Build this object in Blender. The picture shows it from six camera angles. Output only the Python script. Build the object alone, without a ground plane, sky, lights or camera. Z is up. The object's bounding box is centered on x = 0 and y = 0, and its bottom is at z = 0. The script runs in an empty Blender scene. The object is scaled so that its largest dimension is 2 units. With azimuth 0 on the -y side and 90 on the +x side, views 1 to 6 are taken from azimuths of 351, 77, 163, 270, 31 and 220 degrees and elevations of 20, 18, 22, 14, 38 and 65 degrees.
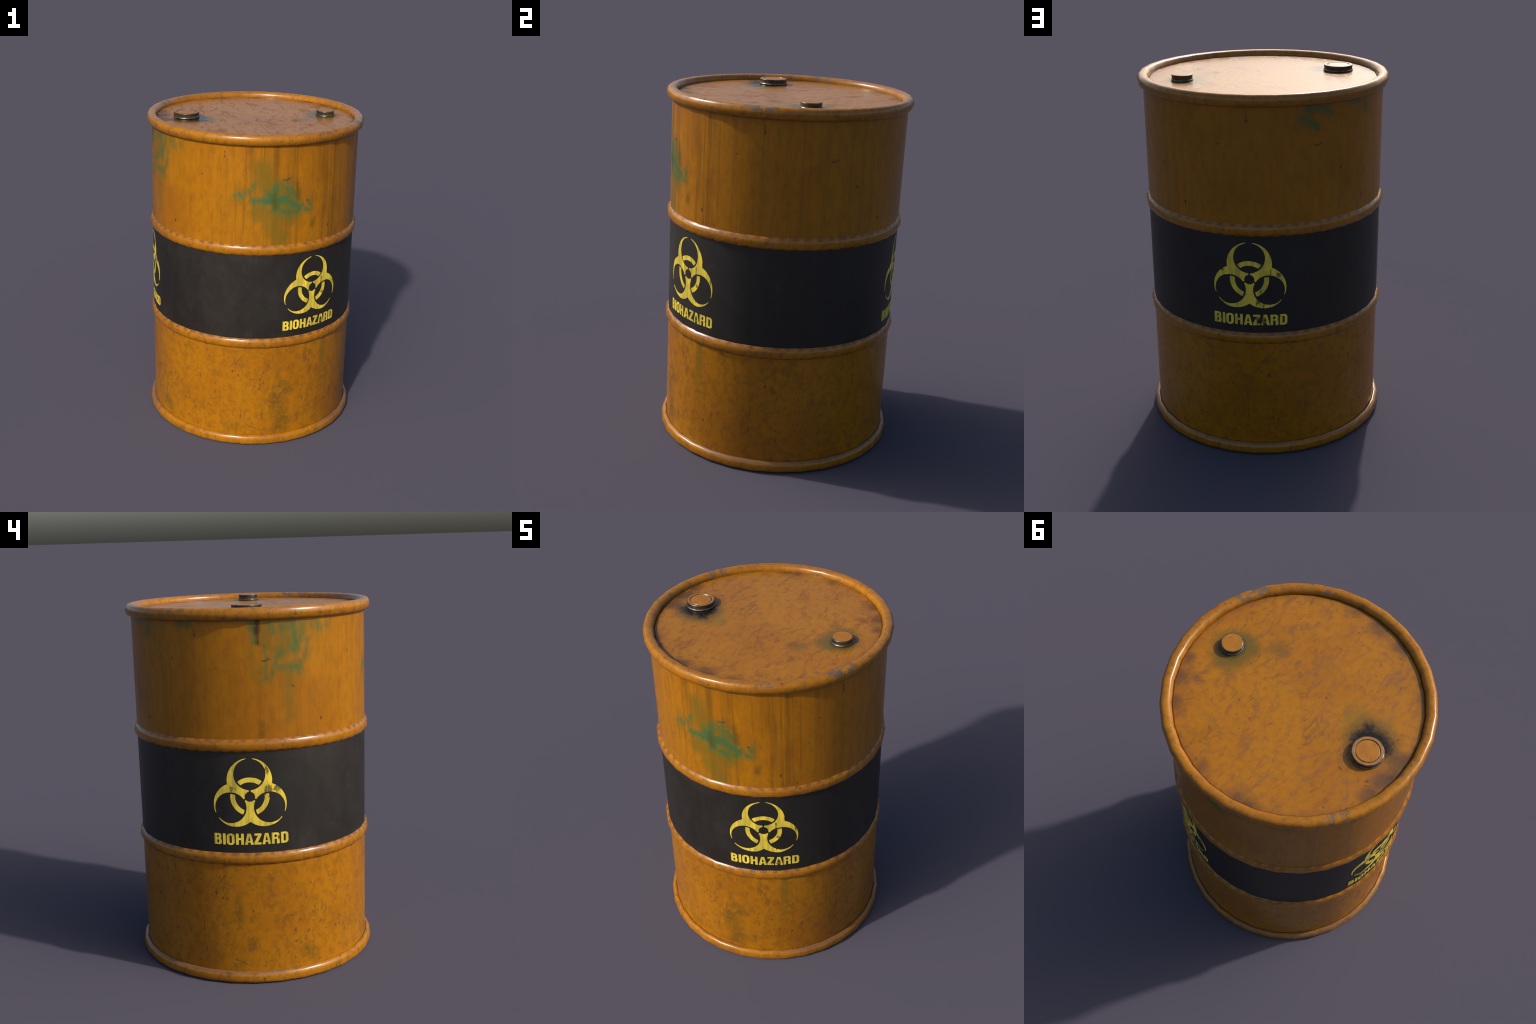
"""A weathered orange steel drum with a black hazard band, built part by part."""
import bpy, bmesh, math, random
from math import pi, cos, sin, radians, degrees, atan2, hypot

random.seed(7)
SIDES = 32                      # the drum is a 32-sided turned body, smooth shaded
R_BODY = 0.6492

# ------------------------------------------------------------------ node helper
def lin(r, g, b):
    f = lambda c: (c / 255) / 12.92 if c / 255 <= 0.04045 else ((c / 255 + 0.055) / 1.055) ** 2.4
    return (f(r), f(g), f(b), 1.0)


def pig(r, g, b, k=0.60):
    """pigment as it looks in full sun -> its own base colour"""
    c = lin(r, g, b)
    return (c[0] * k, c[1] * k, c[2] * k, 1.0)


class Sock:
    """A shader socket with arithmetic."""
    def __init__(self, tree, s):
        self.t, self.s = tree, s
    def _m(self, op, b=None, c=None, clamp=False, swap=False):
        n = self.t.nodes.new("ShaderNodeMath"); n.operation = op; n.use_clamp = clamp
        args = [self, b, c]
        if swap: args = [b, self, c]
        for i, a in enumerate(args):
            if a is None: continue
            if isinstance(a, Sock): self.t.links.new(a.s, n.inputs[i])
            else: n.inputs[i].default_value = a
        return Sock(self.t, n.outputs[0])
    def __add__(self, o): return self._m("ADD", o)
    __radd__ = __add__
    def __mul__(self, o): return self._m("MULTIPLY", o)
    __rmul__ = __mul__
    def __sub__(self, o): return self._m("SUBTRACT", o)
    def __rsub__(self, o): return self._m("SUBTRACT", o, swap=True)
    def __truediv__(self, o): return self._m("DIVIDE", o)
    def min(self, o): return self._m("MINIMUM", o)
    def max(self, o): return self._m("MAXIMUM", o)
    def clamp(self): return self._m("ADD", 0.0, clamp=True)
    def inv(self): return self._m("SUBTRACT", 1.0, swap=True, clamp=True)
    def pow(self, o): return self._m("POWER", o)
    def cos(self): return self._m("COSINE")
    def abs(self): return self._m("ABSOLUTE")
    def step(self, a, b, lo=0.0, hi=1.0):
        """smooth ramp from lo at a to hi at b"""
        n = self.t.nodes.new("ShaderNodeMapRange"); n.interpolation_type = "SMOOTHSTEP"
        flip = a > b
        if flip: a, b, lo, hi = b, a, hi, lo
        for name, v in (("From Min", a), ("From Max", b), ("To Min", lo), ("To Max", hi)):
            n.inputs[name].default_value = v
        self.t.links.new(self.s, n.inputs["Value"])
        return Sock(self.t, n.outputs["Result"])


class Mat:
    def __init__(self, name):
        self.m = bpy.data.materials.new(name); self.m.use_nodes = True
        self.t = self.m.node_tree
        self.bsdf = self.t.nodes["Principled BSDF"]
        tc = self.t.nodes.new("ShaderNodeTexCoord")
        self.P = Sock(self.t, tc.outputs["Object"])
        sep = self.t.nodes.new("ShaderNodeSeparateXYZ"); self.t.links.new(self.P.s, sep.inputs[0])
        self.x, self.y, self.z = (Sock(self.t, o) for o in sep.outputs)
    def vec(self, x, y, z=0.0):
        n = self.t.nodes.new("ShaderNodeCombineXYZ")
        for i, a in enumerate((x, y, z)):
            if isinstance(a, Sock): self.t.links.new(a.s, n.inputs[i])
            else: n.inputs[i].default_value = a
        return Sock(self.t, n.outputs[0])
    def vmath(self, op, a, b=None, scale=None, out=0):
        n = self.t.nodes.new("ShaderNodeVectorMath"); n.operation = op
        for i, v in enumerate((a, b)):
            if v is None: continue
            if isinstance(v, Sock): self.t.links.new(v.s, n.inputs[i])
            else: n.inputs[i].default_value = v
        if scale is not None:
            if isinstance(scale, Sock): self.t.links.new(scale.s, n.inputs["Scale"])
            else: n.inputs["Scale"].default_value = scale
        return Sock(self.t, n.outputs["Value" if out else "Vector"])
    def vmath3(self, op, a, b, c):
        n = self.t.nodes.new("ShaderNodeVectorMath"); n.operation = op
        for i, v in enumerate((a, b, c)):
            if isinstance(v, Sock): self.t.links.new(v.s, n.inputs[i])
            else: n.inputs[i].default_value = v
        return Sock(self.t, n.outputs["Vector"])
    def stretch(self, sx, sy, sz, rot=(0, 0, 0), shift=(0, 0, 0), src=None):
        n = self.t.nodes.new("ShaderNodeMapping")
        n.inputs["Scale"].default_value = (sx, sy, sz)
        n.inputs["Rotation"].default_value = rot
        n.inputs["Location"].default_value = shift
        self.t.links.new((src or self.P).s, n.inputs["Vector"])
        return Sock(self.t, n.outputs[0])
    def noise(self, scale=1.0, vec=None, detail=4.0, rough=0.55, dist=0.0, color=False):
        n = self.t.nodes.new("ShaderNodeTexNoise")
        n.inputs["Scale"].default_value = scale; n.inputs["Detail"].default_value = detail
        n.inputs["Roughness"].default_value = rough; n.inputs["Distortion"].default_value = dist
        self.t.links.new((vec or self.P).s, n.inputs["Vector"])
        return Sock(self.t, n.outputs["Color" if color else "Fac"])
    def voro(self, scale, vec=None, rnd=1.0, color=False):
        n = self.t.nodes.new("ShaderNodeTexVoronoi")
        n.inputs["Scale"].default_value = scale; n.inputs["Randomness"].default_value = rnd
        self.t.links.new((vec or self.P).s, n.inputs["Vector"])
        if color:
            sp = self.t.nodes.new("ShaderNodeSeparateColor"); self.t.links.new(n.outputs["Color"], sp.inputs[0])
            return Sock(self.t, n.outputs["Distance"]), Sock(self.t, sp.outputs[0]), Sock(self.t, sp.outputs[1])
        return Sock(self.t, n.outputs["Distance"])
    def mix(self, a, b, fac, mode="MIX"):
        n = self.t.nodes.new("ShaderNodeMix"); n.data_type = "RGBA"; n.blend_type = mode
        ins = {"f": n.inputs[0], "a": n.inputs[6], "b": n.inputs[7]}
        for k, v in (("f", fac), ("a", a), ("b", b)):
            if isinstance(v, Sock): self.t.links.new(v.s, ins[k])
            else: ins[k].default_value = v
        return Sock(self.t, n.outputs[2])
    def put(self, name, v):
        if isinstance(v, Sock): self.t.links.new(v.s, self.bsdf.inputs[name])
        else: self.bsdf.inputs[name].default_value = v
    def bump(self, h, strength=0.3, distance=0.002):
        n = self.t.nodes.new("ShaderNodeBump")
        n.inputs["Strength"].default_value = strength; n.inputs["Distance"].default_value = distance
        self.t.links.new(h.s, n.inputs["Height"]); self.t.links.new(n.outputs[0], self.bsdf.inputs["Normal"])
    # --- surface coordinates on the drum wall: arc length (zero at 210 degrees) and height
    def wall(self):
        t0 = radians(210.0)
        c = self.x * cos(t0) + self.y * sin(t0)
        s = self.y * cos(t0) - self.x * sin(t0)
        self.phi = s._m("ARCTAN2", c)
        self.w = self.vec(self.phi * R_BODY, self.z, 0.0)
        return self.w
    def strokes(self, p, items, zero=210.0, after=None):
        """signed distance to a set of brush strokes (a, b, radius); points are (degrees, height).
        Each stroke waits for the one before it, which keeps the shader's working memory small."""
        best = None
        for (t0, z0), (t1, z1), r in items:
            turn = lambda t: radians(((t - zero + 180) % 360) - 180 if zero else t) * R_BODY
            ax, bx = turn(t0), turn(t1)
            dx, dz = bx - ax, z1 - z0
            L2 = max(dx * dx + dz * dz, 1e-8)
            wait = best if best is not None else (after if after is not None else 0.0)
            pa = self.vmath3("MULTIPLY_ADD", self.vec(ax, z0, wait), (-1, -1, 0), p)
            h = self.vmath("DOT_PRODUCT", pa, (dx / L2, dz / L2, 0), out=1).clamp()
            q = self.vmath("SCALE", (dx, dz, 0), scale=h)
            d = self.vmath("DISTANCE", pa, q, out=1) - r
            best = d if best is None else best.min(d)
        return best
    def spots(self, items, src=None):
        """distance to the nearest of some lid points, each (x, y, radius)"""
        best = None
        for x, y, r in items:
            d = self.vmath("DISTANCE", src or self.flat, (x, y, 0), out=1) - r
            best = d if best is None else best.min(d)
        return best


ORANGE = lin(160, 102, 6)
ORANGE_DEEP = lin(147, 89, 7)
RUST = pig(130, 81, 36)
PURPLE = pig(84, 50, 52)
OLIVE = pig(138, 112, 30)
GREEN = pig(62, 120, 76)
GREYGREEN = pig(92, 94, 48)
STEEL = pig(132, 134, 138)
SOOT = pig(26, 26, 30)


def paint_base(M, upper=False):
    """orange paint with broad tone change, rust-brown smudges, specks of green-grey primer and purple chips"""
    P = M.P
    tone = M.noise(2.6, detail=3)
    col = M.mix(ORANGE, ORANGE_DEEP, tone.step(0.42, 0.68, 0, 0.75))
    # fine grime all over, then wiped patches of brown
    mott = M.noise(1.0, M.stretch(30, 30, 13 if upper else 22), detail=6, rough=0.68, dist=0.3)
    col = M.mix(col, pig(150, 99, 20), mott.step(0.42, 0.66, 0, 0.42 if upper else 0.62))
    smear = M.noise(1.0, M.stretch(11, 11, 3.0 if upper else 6.5), detail=7, rough=0.68, dist=0.8)
    fine = M.noise(1.0, M.stretch(55, 55, 34), detail=3, rough=0.6)
    rust = (smear + (fine - 0.5) * 0.34).step(0.53, 0.74, 0, 0.30 if upper else 0.74)
    col = M.mix(col, RUST, rust)
    d, pick, shade = M.voro(46.0, M.vmath("ADD", M.stretch(1, 1, 0.7), M.vmath("SCALE", M.noise(40, detail=2, color=True), scale=0.035)), color=True)
    crowd = M.noise(3.4, M.stretch(1, 1, 1, shift=(4, 2, 7)), detail=2)
    size = pick * (0.24 if upper else 0.33) + (crowd - 0.5) * 0.5 - (0.06 if upper else 0.0)
    speck = (size - d).step(0.0, 0.09)
    col = M.mix(col, M.mix(GREYGREEN, PURPLE, shade.step(0.55, 0.6)), speck * 0.52)
    return col, rust, speck


# stains measured on the wall: ((deg, height), (deg, height), radius)
GREEN_STAIN = [
    ((260.8, 1.609), (266.5, 1.610), .014), ((266.5, 1.610), (271.3, 1.606), .021), ((271.3, 1.606), (278.0, 1.614), .025),
    ((278.0, 1.614), (282.3, 1.583), .022), ((282.3, 1.583), (285.9, 1.557), .019), ((272.4, 1.694), (272.0, 1.646), .016),
    ((268.8, 1.653), (269.9, 1.625), .013), ((278.6, 1.685), (279.3, 1.635), .009), ((280.8, 1.677), (282.4, 1.638), .007),
    ((276.1, 1.705), (276.4, 1.702), .006), ((278.8, 1.715), (278.9, 1.714), .006), ((271.7, 1.553), (274.1, 1.561), .011),
    ((276.3, 1.544), (279.6, 1.532), .013), ((283.0, 1.538), (285.9, 1.541), .010), ((289.5, 1.549), (290.8, 1.537), .007),
    ((291.6, 1.580), (291.8, 1.578), .007), ((287.0, 1.577), (287.1, 1.577), .005), ((251.3, 1.638), (251.4, 1.637), .006),
    ((253.8, 1.652), (254.8, 1.631), .007), ((256.4, 1.651), (256.6, 1.648), .007), ((258.7, 1.664), (258.8, 1.662), .006),
    ((261.1, 1.707), (260.9, 1.695), .006)]
GREEN_BRUSH = [
    ((182.1, 1.916), (183.1, 1.829), .014), ((191.0, 1.912), (191.9, 1.870), .012), ((200.7, 1.913), (201.9, 1.853), .016),
    ((201.6, 1.836), (202.8, 1.783), .015), ((200.5, 1.788), (201.1, 1.781), .019), ((195.2, 1.774), (192.9, 1.744), .013),
    ((192.9, 1.744), (192.5, 1.710), .012), ((192.5, 1.710), (190.5, 1.669), .010), ((190.5, 1.669), (187.1, 1.635), .006),
    ((193.4, 1.702), (199.0, 1.700), .012), ((199.0, 1.700), (203.0, 1.691), .013), ((204.6, 1.714), (203.6, 1.666), .010),
    ((204.8, 1.897), (204.4, 1.820), .008), ((207.8, 1.824), (206.6, 1.720), .005), ((213.6, 1.904), (213.5, 1.874), .009),
    ((215.9, 1.895), (215.3, 1.873), .008), ((218.8, 1.891), (218.9, 1.889), .006), ((187.4, 1.803), (188.5, 1.747), .005),
    ((188.5, 1.747), (187.6, 1.642), .004), ((195.1, 1.893), (199.3, 1.893), .012),
    ((90.8, 1.870), (96.9, 1.826), .017), ((92.4, 1.914), (102.3, 1.912), .015), ((100.4, 1.896), (106.2, 1.879), .010),
    ((114.7, 1.921), (120.9, 1.919), .012), ((148.0, 1.925), (152.0, 1.915), .012), ((126.0, 1.90), (126.5, 1.87), .012)]
HAZE = [
    ((265.6, 1.808), (267.1, 1.702), .050), ((263.6, 1.533), (281.1, 1.509), .052), ((270.3, 1.454), (273.0, 1.446), .045),
    ((272.0, 1.66), (278.0, 1.60), .070), ((270.0, 1.45), (276.0, 1.36), .045),
    ((198.3, 1.681), (198.9, 1.440), .018), ((196.6, 1.822), (196.5, 1.784), .050), ((188.3, 1.913), (188.7, 1.827), .025),
    ((181.2, 1.923), (210.5, 1.913), .014), ((180.8, 1.768), (183.5, 1.633), .006)]
LOW_RUN = [((305.5, 0.67), (306.0, 0.48), .020), ((305.0, 0.48), (305.0, 0.35), .004)]
CHIPS = [((6.6, 1.731), (8.0, 1.729), .0045), ((8.0, 1.729), (9.6, 1.739), .0035),
         ((65.9, 1.895), (65.9, 1.864), .003), ((65.9, 1.866), (65.9, 1.863), .006),
         ((34.8, 1.4125), (34.8, 1.418), .007), ((53.1, 1.7446), (53.5, 1.745), .0035),
         ((74.0, 0.60), (70.0, 0.53), .0008), ((77.0, 0.615), (72.5, 0.55), .0008),
         ((71.5, 0.505), (71.6, 0.500), .005), ((74.8, 0.478), (74.9, 0.472), .005),
         ((80.0, 0.13), (88.0, 0.09), .0012), ((64.5, 0.385), (64.8, 0.20), .0006),
         ((20.0, 1.60), (20.4, 1.595), .005)]
LOW_HAZE = [
    ((276.0, 0.30), (280.0, 0.12), .050), ((279.0, 0.42), (283.0, 0.36), .030), ((172.0, 0.44), (172.5, 0.36), .022),
    ((250.0, 0.12), (254.0, 0.11), .030), ((276.5, 0.50), (277.0, 0.44), .012), ((205.0, 0.16), (208.0, 0.12), .03)]
DRIP = [((184.5, 1.942), (184.6, 1.870), .013), ((184.9, 1.870), (184.9, 1.818), .006)]
SMUT = [((294.1, 1.475), (293.8, 1.440), .010), ((284.0, 1.70), (284.6, 1.62), .008), ((272.0, 1.64), (272.2, 1.58), .008), ((185.5, 1.42), (186.0, 1.36), .008)]


def mat_wall(name, upper):
    M = Mat(name); w = M.wall()
    col, rust, speck = paint_base(M, upper)
    grain = M.noise(60, detail=3)
    # run-down streaks: many around the stained front, few elsewhere
    s1 = M.noise(1.0, M.stretch(24, 24, 0.6), detail=6, rough=0.68)
    s2 = M.noise(1.0, M.stretch(34, 34, 1.0, shift=(3, 1, 0)), detail=4, rough=0.6)
    where = M.noise(1.0, M.stretch(1.7, 1.7, 0.3, shift=(1.2, 5.3, 0)), detail=1)
    front = (M.phi - radians(282 - 210)).abs().step(0.80, 0.40)
    amt = where.step(0.35, 0.65, 0.12, 0.38).max(front * 0.9) * (1.0 if upper else 0.22)
    streak = (s1.step(0.47, 0.66) * 0.75).max(s2.step(0.52, 0.72) * 0.7)
    col = M.mix(col, pig(122, 84, 20), streak * amt)
    col = M.mix(col, pig(182, 122, 26), s1.step(0.46, 0.34) * amt * 0.6)
    # soft olive haze around the stains
    jit = M.vmath("SCALE", M.vmath("SUBTRACT", M.noise(16, detail=3, color=True), (.5, .5, .5)), scale=0.035)
    pj = M.vmath("ADD", w, jit)
    if upper:
        haze = M.strokes(pj, HAZE)
        col = M.mix(col, OLIVE, haze.step(0.045, -0.035, 0, 0.72))
        # green paint: a ragged core in a feathered cloud, dragged downwards
        rag = M.noise(1.0, M.stretch(58, 58, 30), detail=6, rough=0.75)
        cloud = M.noise(1.0, M.stretch(24, 24, 12), detail=5, rough=0.65)
        jit2 = M.vmath("SCALE", M.vmath("SUBTRACT", M.noise(34, detail=4, rough=0.7, color=True), (.5, .5, .5)), scale=0.030)
        pg = M.vmath("ADD", w, jit2)
        g1 = M.strokes(pg, GREEN_STAIN, after=haze)
        col = M.mix(col, pig(92, 116, 52), (g1 + (cloud - 0.5) * 0.12).step(0.046, -0.026, 0, 0.70))
        col = M.mix(col, GREEN, (g1 + (rag - 0.5) * 0.052).step(0.013, -0.014, 0, 0.80) * s1.step(0.42, 0.66, 1, 0.70))
        g2 = M.strokes(pg, GREEN_BRUSH, after=g1)
        col = M.mix(col, pig(104, 114, 48), (g2 + (cloud - 0.5) * 0.12).step(0.040, -0.026, 0, 0.70))
        col = M.mix(col, pig(70, 118, 70), (g2 + (rag - 0.5) * 0.075).step(0.010, -0.020, 0, 0.70) * s2.step(0.40, 0.62, 1, 0.65))
        last = M.strokes(pj, DRIP, after=g2)       # black run from the lid
        col = M.mix(col, pig(44, 38, 24), (last + (rag - 0.5) * 0.02).step(0.012, -0.010, 0, 0.85))
        last = M.strokes(pj, SMUT, after=last)
        col = M.mix(col, pig(88, 70, 22), (last + (cloud - 0.5) * 0.07).step(0.026, -0.020, 0, 0.55))
    else:
        run = M.strokes(pj, LOW_RUN)
        col = M.mix(col, OLIVE, run.step(0.02, -0.015, 0, 0.55))
        last = M.strokes(pj, LOW_HAZE, after=run)
        col = M.mix(col, pig(112, 88, 24), last.step(0.03, -0.03) * grain.step(0.35, 0.7, 0.25, 0.75))
    # chips and hooked scratches that recur every quarter turn
    q = (M.phi + radians(210.0))._m("FLOORED_MODULO", pi / 2) * R_BODY
    best = M.strokes(M.vec(q, M.z, 0.0), [c for c in CHIPS if (c[0][1] > 1) == upper], zero=0, after=last)
    chip = (best + (grain - 0.5) * 0.008).step(0.004, -0.003)
    col = M.mix(col, pig(92, 56, 44), chip * 0.7)
    M.put("Base Color", col)
    M.put("Roughness", (rust * 0.16 + grain * 0.10 + 0.28 + speck * 0.1))
    M.put("Specular IOR Level", 0.38)
    M.bump(grain * 0.5 + smear_height(M) - chip - speck * 0.4, 0.25, 0.0015)
    return M.m


def smear_height(M):
    return M.noise(9, detail=4, rough=0.6) * 1.2


def mat_hoop(name, notched, worn_top=None, chips=()):
    """paint on a bead: bare steel where it is knocked, brown spots at the notches"""
    M = Mat(name); M.wall()
    col, rust, speck = paint_base(M)
    fine = M.noise(42, detail=4, rough=0.65)
    if notched:
        # 64 soft dark-brown spots coloured along the bead's shoulders
        for zc in (1.3025, 0.698):
            wave = (M.phi * 64.0 + radians(210.0) * 64.0).cos() * 0.8 + (M.noise(9, detail=2) - 0.5) * 2.4
            up = (M.z - zc)
            top = (wave * -0.5 + (fine - 0.5) * 1.2).step(-0.35, 0.5) * up.step(0.013, 0.027) * up.step(0.05, 0.04)
            bot = (wave * -0.5 + (fine - 0.5) * 1.2).step(-0.3, 0.5) * up.step(-0.020, -0.031) * up.step(-0.05, -0.04)
            col = M.mix(col, pig(104, 68, 48), top * 0.6)
            col = M.mix(col, pig(92, 54, 22), bot * 0.75)
    knock = M.noise(5.0, detail=2)
    wear = M.noise(22, detail=5, rough=0.7)
    bare = None
    for t0, zc, half, tall in chips:
        d = (M.phi - radians(((t0 - 210 + 180) % 360) - 180)).abs() / radians(half)
        e = (M.z - zc).abs() / tall
        k = (d.max(e) + (wear - 0.5) * 4.4 + 0.45).step(1.0, 0.6)
        bare = k if bare is None else bare.max(k)
    any_chip = (wear + (knock - 0.5) * 0.9).step(0.76, 0.82) * 0.6
    bare = any_chip if bare is None else bare.max(any_chip)
    if worn_top:
        z0, z1, skip, half = worn_top
        away = (M.phi - radians(skip - 210)).abs().step(radians(half), radians(half + 22))
        edge = M.z + (wear - 0.5) * 0.020
        strip = edge.step(z0 - 0.004, z0 + 0.002) * edge.step(z1 + 0.004, z1 - 0.003) * away
        strip = strip * M.noise(3.1, M.stretch(1, 1, 1, shift=(8, 3, 1)), detail=3).step(0.34, 0.46)
        bare = bare.max(strip * 0.8)
    primer = (wear + 0.0).step(0.52, 0.6)
    col = M.mix(col, M.mix(pig(128, 124, 120), pig(136, 104, 82), primer), bare * 0.62)
    M.put("Base Color", col)
    M.put("Roughness", fine * 0.12 + 0.18 + bare * 0.1)
    M.put("Metallic", bare * 0.35)
    M.bump(fine * 0.6 - bare, 0.25, 0.0012)
    return M.m


def mat_lid():
    M = Mat("lid_paint")
    M.flat = M.vec(M.x, M.y, 0.0)
    P = M.flat
    tone = M.noise(2.2, P, detail=3)
    col = M.mix(ORANGE, ORANGE_DEEP, tone.step(0.40, 0.70, 0, 0.7))
    # wiped smears, all roughly one way
    warp = M.vmath("ADD", P, M.vmath("SCALE", M.noise(3.0, P, detail=2, color=True), scale=0.16))
    smear = M.noise(1.0, M.stretch(17.0, 7.0, 1, rot=(0, 0, radians(6)), src=warp), detail=8, rough=0.70, dist=0.9)
    mott = M.noise(26, P, detail=6, rough=0.7)
    rust = (smear + (mott - 0.5) * 0.25).step(0.49, 0.70, 0, 0.66)
    col = M.mix(col, pig(156, 98, 32), mott.step(0.42, 0.66, 0, 0.45))
    col = M.mix(col, pig(140, 84, 34), rust)
    wisps = M.noise(1.0, M.stretch(50, 12, 1, rot=(0, 0, radians(-8)), src=warp), detail=4, rough=0.7)
    col = M.mix(col, pig(138, 80, 34), wisps.step(0.56, 0.70, 0, 0.6))
    # thin curved scratches where a warped noise crosses its middle value
    for k, ang in ((3.2, 14), (4.6, -22)):
        line = (M.noise(1.0, M.stretch(k * 2.6, k * 0.8, 1, rot=(0, 0, radians(ang)), shift=(k, 2 * k, 0), src=warp), detail=2) - 0.5).abs()
        where = M.noise(k * 1.7, P, detail=2).step(0.52, 0.62)
        col = M.mix(col, pig(122, 72, 40), line.step(0.016, 0.003) * where * 0.4)
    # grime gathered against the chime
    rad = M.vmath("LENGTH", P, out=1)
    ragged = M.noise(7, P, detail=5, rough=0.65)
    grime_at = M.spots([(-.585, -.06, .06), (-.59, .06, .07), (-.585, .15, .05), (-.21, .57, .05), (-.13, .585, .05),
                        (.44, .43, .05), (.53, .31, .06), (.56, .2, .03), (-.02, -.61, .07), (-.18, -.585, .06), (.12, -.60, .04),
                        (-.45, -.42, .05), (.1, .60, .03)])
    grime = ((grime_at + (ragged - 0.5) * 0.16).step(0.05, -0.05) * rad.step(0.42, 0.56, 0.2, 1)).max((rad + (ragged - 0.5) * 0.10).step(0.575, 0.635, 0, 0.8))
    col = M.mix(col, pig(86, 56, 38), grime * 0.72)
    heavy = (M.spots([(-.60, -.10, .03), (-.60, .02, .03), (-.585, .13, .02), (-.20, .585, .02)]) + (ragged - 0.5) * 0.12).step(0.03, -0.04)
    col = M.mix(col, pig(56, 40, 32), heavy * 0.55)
    # green bloom round both caps
    soft = M.noise(11, P, detail=4, rough=0.6)
    fuzz = (soft - 0.5) * 0.09
    small = (M.spots([(.447, 0, .05), (.41, -.02, .06), (.42, .04, .055)]) + fuzz).step(0.075, -0.005)
    col = M.mix(col, pig(104, 96, 34), small * 0.75)
    col = M.mix(col, pig(60, 66, 42), (M.spots([(.447, 0, .058)]) + fuzz * 0.4).step(0.028, -0.006) * 0.7)
    faint = (M.spots([(.264, -.153, .03)]) + fuzz).step(0.05, -0.03)
    col = M.mix(col, pig(112, 92, 36), faint * 0.6)
    bloom = (M.spots([(-.27, -.11, .05), (-.30, -.04, .03), (-.38, -.16, .03), (-.44, -.15, .02)]) + fuzz).step(0.06, -0.03)
    col = M.mix(col, pig(136, 112, 30), bloom * 0.5)
    # black spill round the large cap
    bite = M.noise(48, P, detail=4, rough=0.7)
    spill = M.spots([(-.40, -.045, .075), (-.355, -.105, .024), (-.42, -.085, .045), (-.36, -.04, .03), (-.46, -.075, .045)]) + (bite - 0.5) * 0.075
    black = spill.step(0.030, -0.022)
    col = M.mix(col, pig(64, 60, 36), spill.step(0.075, 0.0) * 0.6)
    col = M.mix(col, pig(22, 23, 28), black * 0.95)
    # specks of primer showing through
    d, pick, shade = M.voro(30.0, M.vmath("ADD", P, M.vmath("SCALE", M.noise(30, P, detail=2, color=True), scale=0.04)), color=True)
    crowd = M.noise(4.0, P, detail=2)
    speck = (pick * 0.24 + (crowd - 0.5) * 0.4 - 0.02 - d).step(0.0, 0.08)
    col = M.mix(col, M.mix(pig(96, 110, 74), pig(86, 54, 44), shade.step(0.5, 0.55)), speck * 0.65)
    M.put("Base Color", col)
    M.put("Roughness", (rust * 0.34 + mott * 0.20 + 0.20 + grime * 0.14) - black * 0.16)
    M.put("Specular IOR Level", 0.44)
    M.bump(smear * 0.7 + mott * 0.25 + bite * 0.1 - speck * 0.3, 0.22, 0.0015)
    return M.m


def mat_band():
    M = Mat("black_band_paint"); M.wall()
    big = M.noise(1.0, M.stretch(4.5, 4.5, 3.0), detail=5, rough=0.6, dist=0.8)
    col = M.mix(pig(37, 32, 27), pig(46, 42, 36), (big * 0.5 + M.noise(34, detail=5, rough=0.7) * 0.5).step(0.42, 0.66))
    drag = M.noise(1.0, M.stretch(30, 30, 1.6), detail=3)
    col = M.mix(col, pig(46, 40, 36), drag.step(0.52, 0.7, 0, 0.6))
    scuff = M.noise(1.0, M.stretch(15, 15, 10, shift=(2, 6, 1)), detail=7, rough=0.72, dist=1.0)
    col = M.mix(col, pig(60, 55, 46), scuff.step(0.52, 0.74, 0, 0.6))
    pits = M.noise(75, detail=3, rough=0.7)
    where = M.noise(6, detail=2)
    pit = (pits + (where - 0.5) * 0.5).step(0.66, 0.74)
    col = M.mix(col, pig(20, 18, 18), pit * 0.7)
    M.put("Base Color", col)
    M.put("Roughness", big * 0.2 + 0.34 + scuff * 0.12)
    M.bump(pits * 0.5 - pit, 0.3, 0.0012)
    return M.m


# rubbed patches on the yellow print: (deg, height, width, height)
RUBS = [(191.9, 1.074, .032, .024), (195.2, 1.062, .012, .020), (187.5, 1.07, .035, .05), (187.0, 1.17, .02, .04), (186.4, 1.21, .01, .03), (171.0, 1.075, .03, .02),
        (191.9, .81, .008, .014), (190.8, .975, .012, .016),
        (302.0, .925, .009, .07), (302.0, 1.06, .008, .05), (303.0, .985, .016, .016), (302.9, .80, .018, .032), (311.5, 1.05, .010, .04),
        (306.5, 1.12, .012, .02),
        (72.5, .90, .012, .05), (70.0, .92, .02, .05), (79.5, 1.06, .02, .022), (71.5, .975, .010, .06), (69.4, .80, .016, .045), (72.6, .80, .016, .045), (80.0, .82, .006, .03),
        (53.5, 1.08, .014, .014), (76.0, 1.08, .006, .03), (78.0, .90, .008, .02)]


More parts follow.
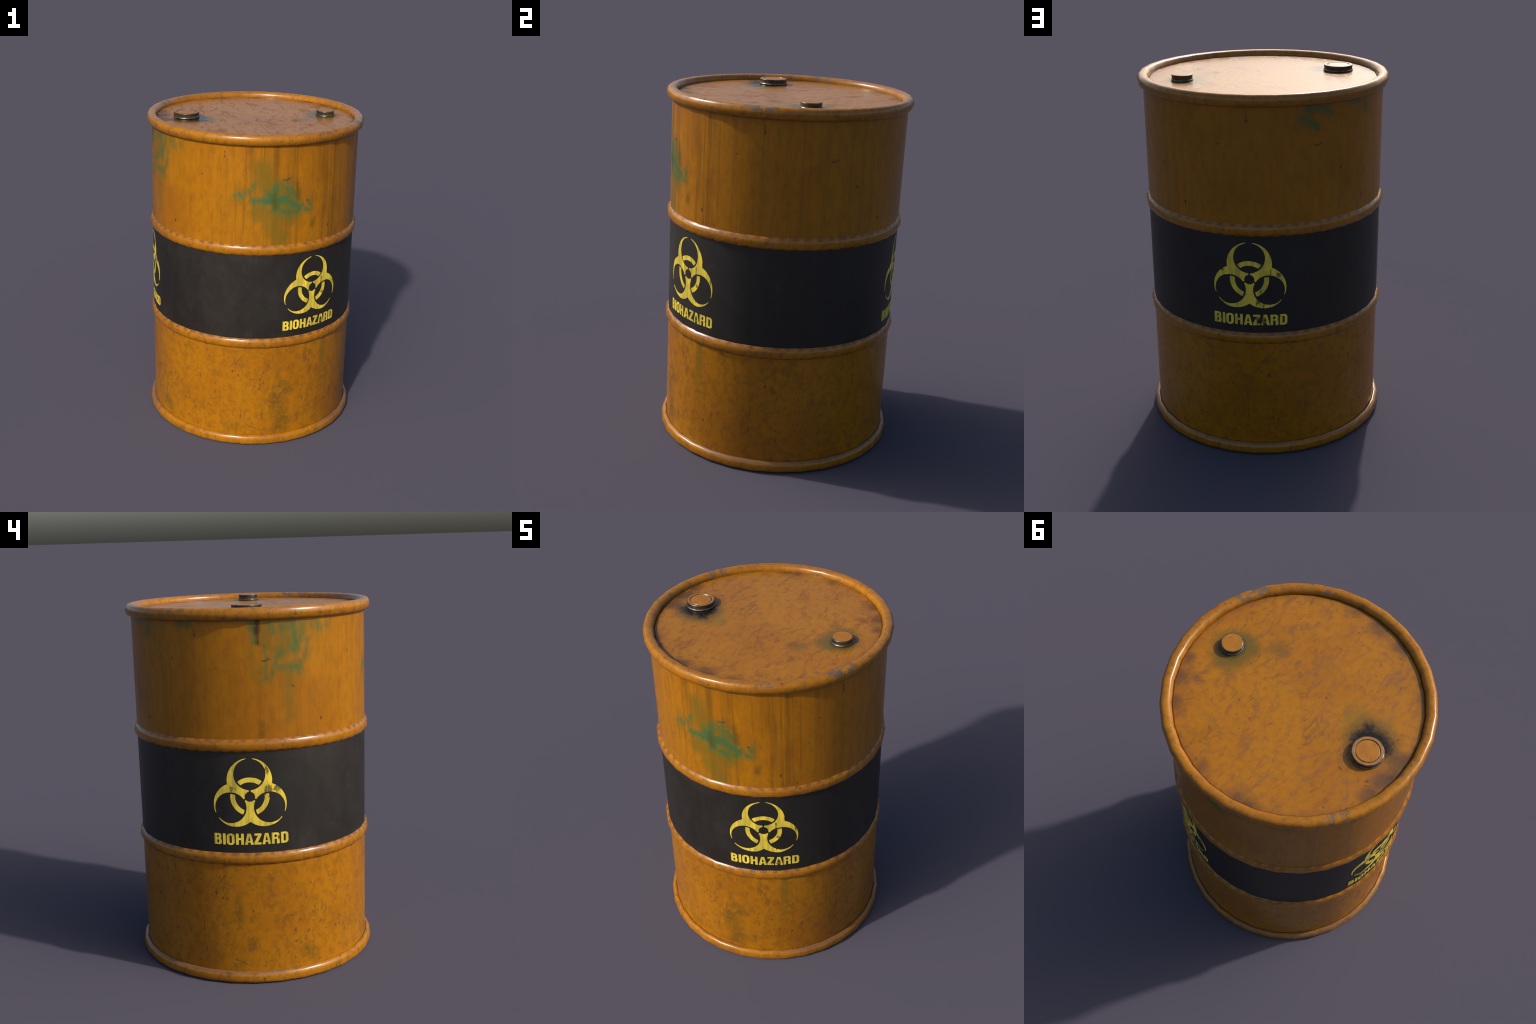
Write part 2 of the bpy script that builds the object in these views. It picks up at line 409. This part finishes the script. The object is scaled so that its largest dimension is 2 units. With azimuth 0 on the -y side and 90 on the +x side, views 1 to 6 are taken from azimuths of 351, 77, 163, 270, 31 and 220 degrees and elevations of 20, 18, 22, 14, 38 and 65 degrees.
def mat_yellow():
    M = Mat("yellow_print"); w = M.wall()
    drag = M.noise(1.0, M.stretch(38, 38, 2.6), detail=4, rough=0.65)
    blot = M.noise(9, detail=4)
    col = M.mix(lin(236, 208, 66), lin(186, 166, 58), (drag * 0.6 + blot * 0.4).step(0.42, 0.62))
    col = M.mix(col, lin(140, 124, 50), drag.step(0.60, 0.74, 0, 0.6))
    tear = M.noise(1.0, M.stretch(70, 70, 26), detail=4, rough=0.7)
    worn = None
    for t0, zc, a, b in RUBS:
        v = M.vmath("SUBTRACT", w, (radians(((t0 - 210 + 180) % 360) - 180) * R_BODY, zc, 0))
        d = M.vmath("LENGTH", M.vmath("MULTIPLY", v, (1 / a, 1 / b, 0)), out=1)
        worn = d if worn is None else worn.min(d)
    scratch = (worn.step(1.2, 0.2) * 0.25 + tear).step(0.635, 0.74)
    col = M.mix(col, pig(40, 36, 32), scratch * 0.78)
    M.put("Base Color", col)
    M.put("Roughness", 0.48)
    M.bump(tear * 0.4 - scratch, 0.2, 0.0008)
    return M.m


def mat_cap_top():
    M = Mat("cap_paint")
    n = M.noise(14, detail=5, rough=0.6)
    col = M.mix(ORANGE, ORANGE_DEEP, n.step(0.35, 0.65))
    col = M.mix(col, RUST, M.noise(26, detail=4, rough=0.7).step(0.52, 0.72, 0, 0.5))
    M.put("Base Color", col); M.put("Roughness", n * 0.14 + 0.36)
    M.bump(M.noise(26, detail=6, rough=0.7), 0.12, 0.001)
    return M.m


def mat_cap_side():
    M = Mat("tarnished_cap_side")
    n = M.noise(1.0, M.stretch(12, 12, 40), detail=5, rough=0.65)
    col = M.mix(pig(108, 76, 26), pig(66, 56, 46), n.step(0.40, 0.60))
    col = M.mix(col, pig(46, 38, 32), M.noise(20, detail=3).step(0.5, 0.7, 0, 0.7))
    M.put("Base Color", col); M.put("Roughness", n * 0.2 + 0.32); M.put("Metallic", 0.25)
    M.bump(n, 0.2, 0.001)
    return M.m


def mat_steel():
    M = Mat("bare_steel")
    n = M.noise(40, detail=4, rough=0.6)
    col = M.mix(lin(122, 117, 112), lin(78, 70, 62), n.step(0.4, 0.65))
    M.put("Base Color", col); M.put("Roughness", n * 0.2 + 0.25); M.put("Metallic", 0.8)
    M.bump(n, 0.15, 0.001)
    return M.m


# ------------------------------------------------------------------ geometry
root = bpy.data.objects.new("steel_drum", None)
bpy.context.scene.collection.objects.link(root)
root["label"] = "weathered orange steel drum with black biohazard band"
root["category"] = "barrel"


def link(name, mesh, mat, parent=None):
    o = bpy.data.objects.new(name, mesh)
    bpy.context.scene.collection.objects.link(o)
    o.parent = parent or root
    mesh.materials.append(mat)
    return o


def facet(theta, n=SIDES):
    """radius factor of the n-sided outline, 1 at its corners"""
    a = (theta % (2 * pi / n)) - pi / n
    return cos(pi / n) / cos(a)


def revolve(name, profile, n=SIDES, centre=(0, 0), close_start=False, close_end=False, flat=False, phase=0.0):
    """turn a profile of (radius, height) points, outside listed so that faces look outward when it runs upward"""
    bm = bmesh.new()
    rings = []
    for r, z in profile:
        rings.append([bm.verts.new((centre[0] + r * cos(2 * pi * i / n + phase), centre[1] + r * sin(2 * pi * i / n + phase), z)) for i in range(n)])
    for a, b in zip(rings, rings[1:]):
        for i in range(n):
            j = (i + 1) % n
            bm.faces.new((a[i], a[j], b[j], b[i]))
    if close_start: bm.faces.new(list(reversed(rings[0])))
    if close_end: bm.faces.new(rings[-1])
    for f in bm.faces: f.smooth = not flat and len(f.verts) == 4
    me = bpy.data.meshes.new(name); bm.to_mesh(me); bm.free()
    return me


def smooth_curve(pts, k):
    """Catmull-Rom through control points, k steps a span"""
    out = []
    for i in range(len(pts) - 1):
        p0, p1, p2, p3 = pts[max(i - 1, 0)], pts[i], pts[i + 1], pts[min(i + 2, len(pts) - 1)]
        for s in range(k):
            t = s / k
            out.append(tuple(0.5 * (2 * b + (c - a) * t + (2 * a - 5 * b + 4 * c - d) * t * t + (3 * b - a - 3 * c + d) * t ** 3)
                             for a, b, c, d in zip(p0, p1, p2, p3)))
    out.append(pts[-1])
    return out


Z_LID = 1.9661
HOOPS = (1.3025, 0.698)
HALF = 0.033

wall_mat, low_mat, band_mat = mat_wall("streaked_orange_paint", True), mat_wall("speckled_orange_paint", False), mat_band()
link("shell", revolve("shell", [(R_BODY, HOOPS[0] + HALF), (R_BODY, 1.63), (R_BODY, 1.945)]), wall_mat)
link("shell.001", revolve("shell", [(R_BODY, 0.050), (R_BODY, 0.36), (R_BODY, HOOPS[1] - HALF)]), low_mat)
band = link("painted_band", revolve("painted_band", [(R_BODY, HOOPS[1] + HALF), (R_BODY, 1.0), (R_BODY, HOOPS[0] - HALF)]), band_mat)

# rolled chimes: one profile, mirrored for the foot
CHIME = [(0.6492, 1.9395), (0.6515, 1.9365), (0.656, 1.9345), (0.662, 1.9355), (0.670, 1.941), (0.6765, 1.954), (0.6785, 1.967), (0.6748, 1.983),
         (0.6655, 1.9945), (0.649, 1.9973), (0.633, 1.994), (0.6235, 1.985), (0.6195, 1.974), (0.619, 1.960)]
FOOT = [(0.619, 0.036), (0.6195, 0.023), (0.6235, 0.010), (0.633, 0.002), (0.648, 0.0), (0.664, 0.0014), (0.674, 0.008), (0.6783, 0.018),
        (0.6785, 0.031), (0.6765, 0.045), (0.670, 0.0568), (0.662, 0.0618), (0.656, 0.0630), (0.6515, 0.0612), (0.6492, 0.0575)]
chime_prof = smooth_curve(CHIME, 2)
top_mat = mat_hoop("chime_paint", False, chips=[(145, 1.985, 5, .03), (150, 1.985, 4, .02), (331, 1.99, 7, .02), (338, 1.985, 4, .02), (182, 1.99, 3, .02),
                                                (300, 1.985, 4, .015), (160, 1.94, 6, .012), (176, 1.945, 8, .01)])
foot_mat = mat_hoop("foot_chime_paint", False, worn_top=(0.0545, 0.0635, 252, 42))
link("chime", revolve("chime", chime_prof), top_mat)
link("chime.001", revolve("chime_foot", smooth_curve(FOOT, 2)), foot_mat)

link("lid", revolve("lid", [(0.6194, 1.9610), (0.6165, 1.9622), (0.6130, Z_LID)], close_end=True), mat_lid())
link("base", revolve("base", [(0.6192, 0.033)], close_start=True), foot_mat)


def hoop_mesh(name, zc):
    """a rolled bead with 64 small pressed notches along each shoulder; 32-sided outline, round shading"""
    per, rows = 16, 15
    n = SIDES * per
    verts, faces, corner = [], [], []
    for j in range(rows):
        t = -1 + 2 * j / (rows - 1)
        z = zc + HALF * t
        bulge = 0.0155 * max(0.0, 1 - abs(t) ** 2.2) ** 0.75
        for i in range(n):
            th = 2 * pi * i / n
            wave = 0.5 - 0.5 * cos(64 * th)
            shoulder = math.exp(-((abs(t) - 0.84) / 0.16) ** 2)
            dent = 0.0016 * shoulder * wave ** 2 * (0.55 + 0.45 * sin(2.7 * (i // 8) + 9.1 * (i // 8) ** 2 + zc))
            r = R_BODY + bulge - min(dent, bulge * 0.75)
            verts.append((r * cos(th), r * sin(th), z))
    for j in range(rows - 1):
        for i in range(n):
            k = (i + 1) % n
            faces.append((j * n + i, j * n + k, (j + 1) * n + k, (j + 1) * n + i))
    me = bpy.data.meshes.new(name); me.from_pydata(verts, [], faces)
    for p in me.polygons: p.use_smooth = True
    me.update()
    normals = [tuple(v.normal) for v in me.vertices]
    for v in me.vertices:
        f = facet(atan2(v.co.y, v.co.x)); v.co.x *= f; v.co.y *= f
    me.update()
    me.normals_split_custom_set_from_vertices(normals)
    return me


hoop_mat = mat_hoop("hoop_paint", True, chips=[(173.8, .697, 2.0, .006), (152.7, .694, 2.5, .006), (230, .694, 3, .005), (216, .70, 3.5, .005),
                                               (20, 1.30, 3, .005), (310, .70, 3, .006), (340, 1.30, 3, .005)])
for i, zc in enumerate(HOOPS):
    link("rolling_hoop" + (".001" if i else ""), hoop_mesh("rolling_hoop", zc), hoop_mat)

# ---- caps on the lid
cap_top, cap_side, steel = mat_cap_top(), mat_cap_side(), mat_steel()


def ring_profile(pts): return smooth_curve(pts, 3)


def cap(name, x, r, groove):
    z0, z1 = Z_LID, 2.0
    side = link(name, revolve(name, [(r * 1.0, z0 - 0.002), (r * 1.0, z0 + 0.008), (r * 0.985, z0 + 0.013), (r * 0.985, z0 + 0.020), (r * 0.995, z0 + 0.025),
                                      (r * 0.995, z1 - 0.0035)], n=24, centre=(x, 0)), cap_side)
    link("foot_ring", revolve("foot_ring", ring_profile([(r * 0.99, z0 + 0.0005), (r * 1.0 + .0022, z0 + 0.002), (r * 1.0 + .003, z0 + 0.005),
                                                          (r * 1.0 + .0018, z0 + 0.008), (r * 0.985, z0 + 0.0105)]), n=24, centre=(x, 0)), steel, side)
    link("edge_ring", revolve("edge_ring", ring_profile([(r * 0.99, z1 - 0.0048), (r * 1.0, z1 - 0.0038), (r - 0.0006, z1 - 0.0016), (r - 0.0025, z1 - 0.0003),
                                                          (r - 0.0048, z1 - 0.0002)]), n=24, centre=(x, 0)), steel, side)
    if groove:
        link("cap_rim", revolve("cap_rim", [(r - 0.0048, z1 - 0.0002), (r * 0.80, z1)], n=24, centre=(x, 0)), cap_top, side)
        link("groove", revolve("groove", ring_profile([(r * 0.80, z1), (r * 0.785, z1 - 0.001), (r * 0.765, z1 - 0.0035), (r * 0.745, z1 - 0.0035), (r * 0.725, z1 - 0.0015)]),
                               n=24, centre=(x, 0)), steel, side)
        link("cap_disc", revolve("cap_disc", [(r * 0.725, z1 - 0.0015), (r * 0.70, z1 - 0.0008)], n=24, centre=(x, 0), close_end=True), cap_top, side)
    else:
        link("cap_disc", revolve("cap_disc", [(r - 0.0048, z1 - 0.0002), (r - 0.007, z1)], n=24, centre=(x, 0), close_end=True), cap_top, side)


cap("bung_cap", -0.4332, 0.0793, True)
cap("vent_cap", 0.4473, 0.0560, False)

# ------------------------------------------------------------------ printed marks
def circle(x, y, cx, cy, r): return hypot(x - cx, y - cy) - r


def symbol(x, y):
    """three-lobed hazard trefoil; units of the standard construction, negative inside"""
    body = None
    cut = circle(x, y, 0, 0, 3.4) * -1
    ring = max(hypot(x, y) - 13.0, 9.8 - hypot(x, y))
    inside = None
    for k in range(3):
        a = pi / 2 + k * 2 * pi / 3
        c, s = cos(a), sin(a)
        along, across = x * c + y * s, abs(-x * s + y * c)
        outer = circle(x, y, 11 * c, 11 * s, 14.95)
        hole = circle(x, y, 15.0 * c, 15.0 * s, 10.55)
        body = outer if body is None else min(body, outer)
        cut = max(cut, -hole)
        cut = max(cut, min(2.0 - across, along - 8) if along > 8 else min(0.6 - across, along))
        inside = hole + 1.2 if inside is None else min(inside, hole + 1.2)
    trefoil = max(body, cut)
    return min(trefoil, max(ring, inside))


def box(x, y, x0, y0, x1, y1): return max(x0 - x, x - x1, y0 - y, y - y1)


def rbox(x, y, x0, y0, x1, y1, r):
    qx, qy = abs(x - (x0 + x1) / 2) - (x1 - x0) / 2 + r, abs(y - (y0 + y1) / 2) - (y1 - y0) / 2 + r
    return hypot(max(qx, 0), max(qy, 0)) + min(max(qx, qy), 0) - r


def side_of(x, y, ax, ay, bx, by):
    """negative to the right of the line a->b"""
    L = hypot(bx - ax, by - ay)
    return -((bx - ax) * -(y - ay) + (by - ay) * (x - ax)) / L


def glyph(ch, w):
    s, b = 0.265, 0.205
    if ch == "I": return lambda x, y: box(x, y, 0, 0, w, 1)
    if ch == "H": return lambda x, y: min(box(x, y, 0, 0, s, 1), box(x, y, w - s, 0, w, 1), box(x, y, 0, .41, w, .62))
    if ch == "O": return lambda x, y: max(rbox(x, y, 0, -.015, w, 1.015, .30), -rbox(x, y, s, .18, w - s, .82, .085))
    if ch == "D":
        return lambda x, y: max(-x, rbox(x, y, -1, 0, w, 1, .26), -max(s - x, rbox(x, y, -1, .2, w - s, .8, .08)))
    if ch == "B":
        return lambda x, y: max(-x, min(rbox(x, y, -1, .46, w - .03, 1, .2), rbox(x, y, -1, 0, w, .545, .2)),
                                -rbox(x, y, s, .61, w - .29, .81, .06), -rbox(x, y, s, .19, w - .265, .42, .07))
    if ch == "R":
        return lambda x, y: min(max(-x, rbox(x, y, -1, .42, w - .01, 1, .22), -rbox(x, y, s, .57, w - .28, .81, .06)),
                                box(x, y, 0, 0, s, 1), max(box(x, y, w - .275, 0, w + .02, .5), rbox(x, y, -1, -1, w, .50, .14)))
    if ch == "Z":
        def z(x, y):
            diag = max(side_of(x, y, w, .79, .32, .2) if False else (x - (.33 + (w - .33) * (y - .21) / .58)) * .8,
                       ((w - .33) * (y - .21) / .58 - x) * .8, -y, y - 1)
            return min(box(x, y, .02, .79, w, 1), box(x, y, 0, 0, w, .21), max(diag, .1 - y, y - .9))
        return z
    if ch == "A":
        def a(x, y):
            u = abs(x - w / 2)
            outer = max(u - (w / 2 - .235 * y), -y, y - 1)
            notch = max(u - (w / 2 - .275 - .19 * y), y - .2)
            eye = max(u - (.085 - .25 * (y - .37)) * .9, .37 - y, y - .73)
            return max(outer, -notch, -eye)
        return a


def fill(f, x0, y0, x1, y1, cell):
    """polygons covering f < 0 on a grid, edges cut where f crosses zero"""
    nx, ny = int(math.ceil((x1 - x0) / cell)), int(math.ceil((y1 - y0) / cell))
    val = [[f(x0 + i * cell, y0 + j * cell) for i in range(nx + 1)] for j in range(ny + 1)]
    pts, index, faces = [], {}, []
    def corner(i, j):
        k = (i, j)
        if k not in index: index[k] = len(pts); pts.append((x0 + i * cell, y0 + j * cell))
        return index[k]
    def cross(a, b):
        k = (a, b) if a < b else (b, a)
        if k not in index:
            va, vb = val[k[0][1]][k[0][0]], val[k[1][1]][k[1][0]]
            t = min(max(va / (va - vb), 0.02), 0.98)
            index[k] = len(pts)
            pts.append((x0 + (k[0][0] + t * (k[1][0] - k[0][0])) * cell, y0 + (k[0][1] + t * (k[1][1] - k[0][1])) * cell))
        return index[k]
    for j in range(ny):
        for i in range(nx):
            cs = [(i, j), (i + 1, j), (i + 1, j + 1), (i, j + 1)]
            ins = [val[c[1]][c[0]] < 0 for c in cs]
            if not any(ins): continue
            poly = []
            for k in range(4):
                a, b = cs[k], cs[(k + 1) % 4]
                if ins[k]: poly.append(corner(*a))
                if ins[k] != ins[(k + 1) % 4]: poly.append(cross(a, b))
            if len(poly) >= 3: faces.append(poly)
    return pts, faces


def wrap(name, pts, faces, unit, theta0, z0, ux=0.0):
    """lay a flat print on the drum wall, 1.2 mm proud, with edges turned down to the wall"""
    verts, normals = [], []
    def place(u, v, lift):
        th = theta0 + (u + ux) * unit / R_BODY
        r = R_BODY * facet(th) + lift
        return (r * cos(th), r * sin(th), z0 + v * unit), (cos(th), sin(th), 0.0)
    for u, v in pts:
        p, n = place(u, v, 0.0012); verts.append(p); normals.append(n)
    count = {}
    for f in faces:
        for a, b in zip(f, f[1:] + f[:1]): count[(a, b)] = 1
    out = [list(f) for f in faces]
    low = {}
    for a, b in count:
        if (b, a) in count: continue
        for k in (a, b):
            if k not in low:
                p, n = place(*pts[k], -0.0006); low[k] = len(verts); verts.append(p); normals.append(n)
        out.append([b, a, low[a], low[b]])
    me = bpy.data.meshes.new(name); me.from_pydata(verts, [], out)
    for p in me.polygons: p.use_smooth = True
    me.update(); me.normals_split_custom_set_from_vertices(normals)
    return me


yellow = mat_yellow()
U = 0.00786
sym_pts, sym_faces = fill(symbol, -26, -22, 26, 28, 0.36)
WORD = [("B", 105, 325), ("I", 350, 440), ("O", 460, 690), ("H", 715, 945), ("A", 960, 1217), ("Z", 1220, 1430), ("A", 1440, 1697), ("R", 1702, 1932), ("D", 1960, 2185)]
EM = 0.0625
PX = 0.3955 / 2080 / EM
letters = []
for ch, a, b in WORD:
    w = (b - a) * PX
    shape = glyph(ch, w)
    letters.append(((a - 1147) * PX,) + fill(lambda x, y: shape(x, y) + 0.018, -0.03, -0.035, w + 0.05, 1.04, 0.024))
num = 0
for k, (deg, zc) in enumerate([(179.2, 1.0345), (295.75, 1.0345), (66.2, 1.0345)]):
    th = radians(deg)
    mark = link("hazard_symbol" + (".%03d" % k if k else ""), wrap("hazard_symbol", sym_pts, sym_faces, U, th, zc), yellow)
    for off, pts, faces in letters:
        link("letter" + (".%03d" % num if num else ""), wrap("letter", pts, faces, EM, th + radians(0.1), 0.7745, off), yellow, mark)
        num += 1
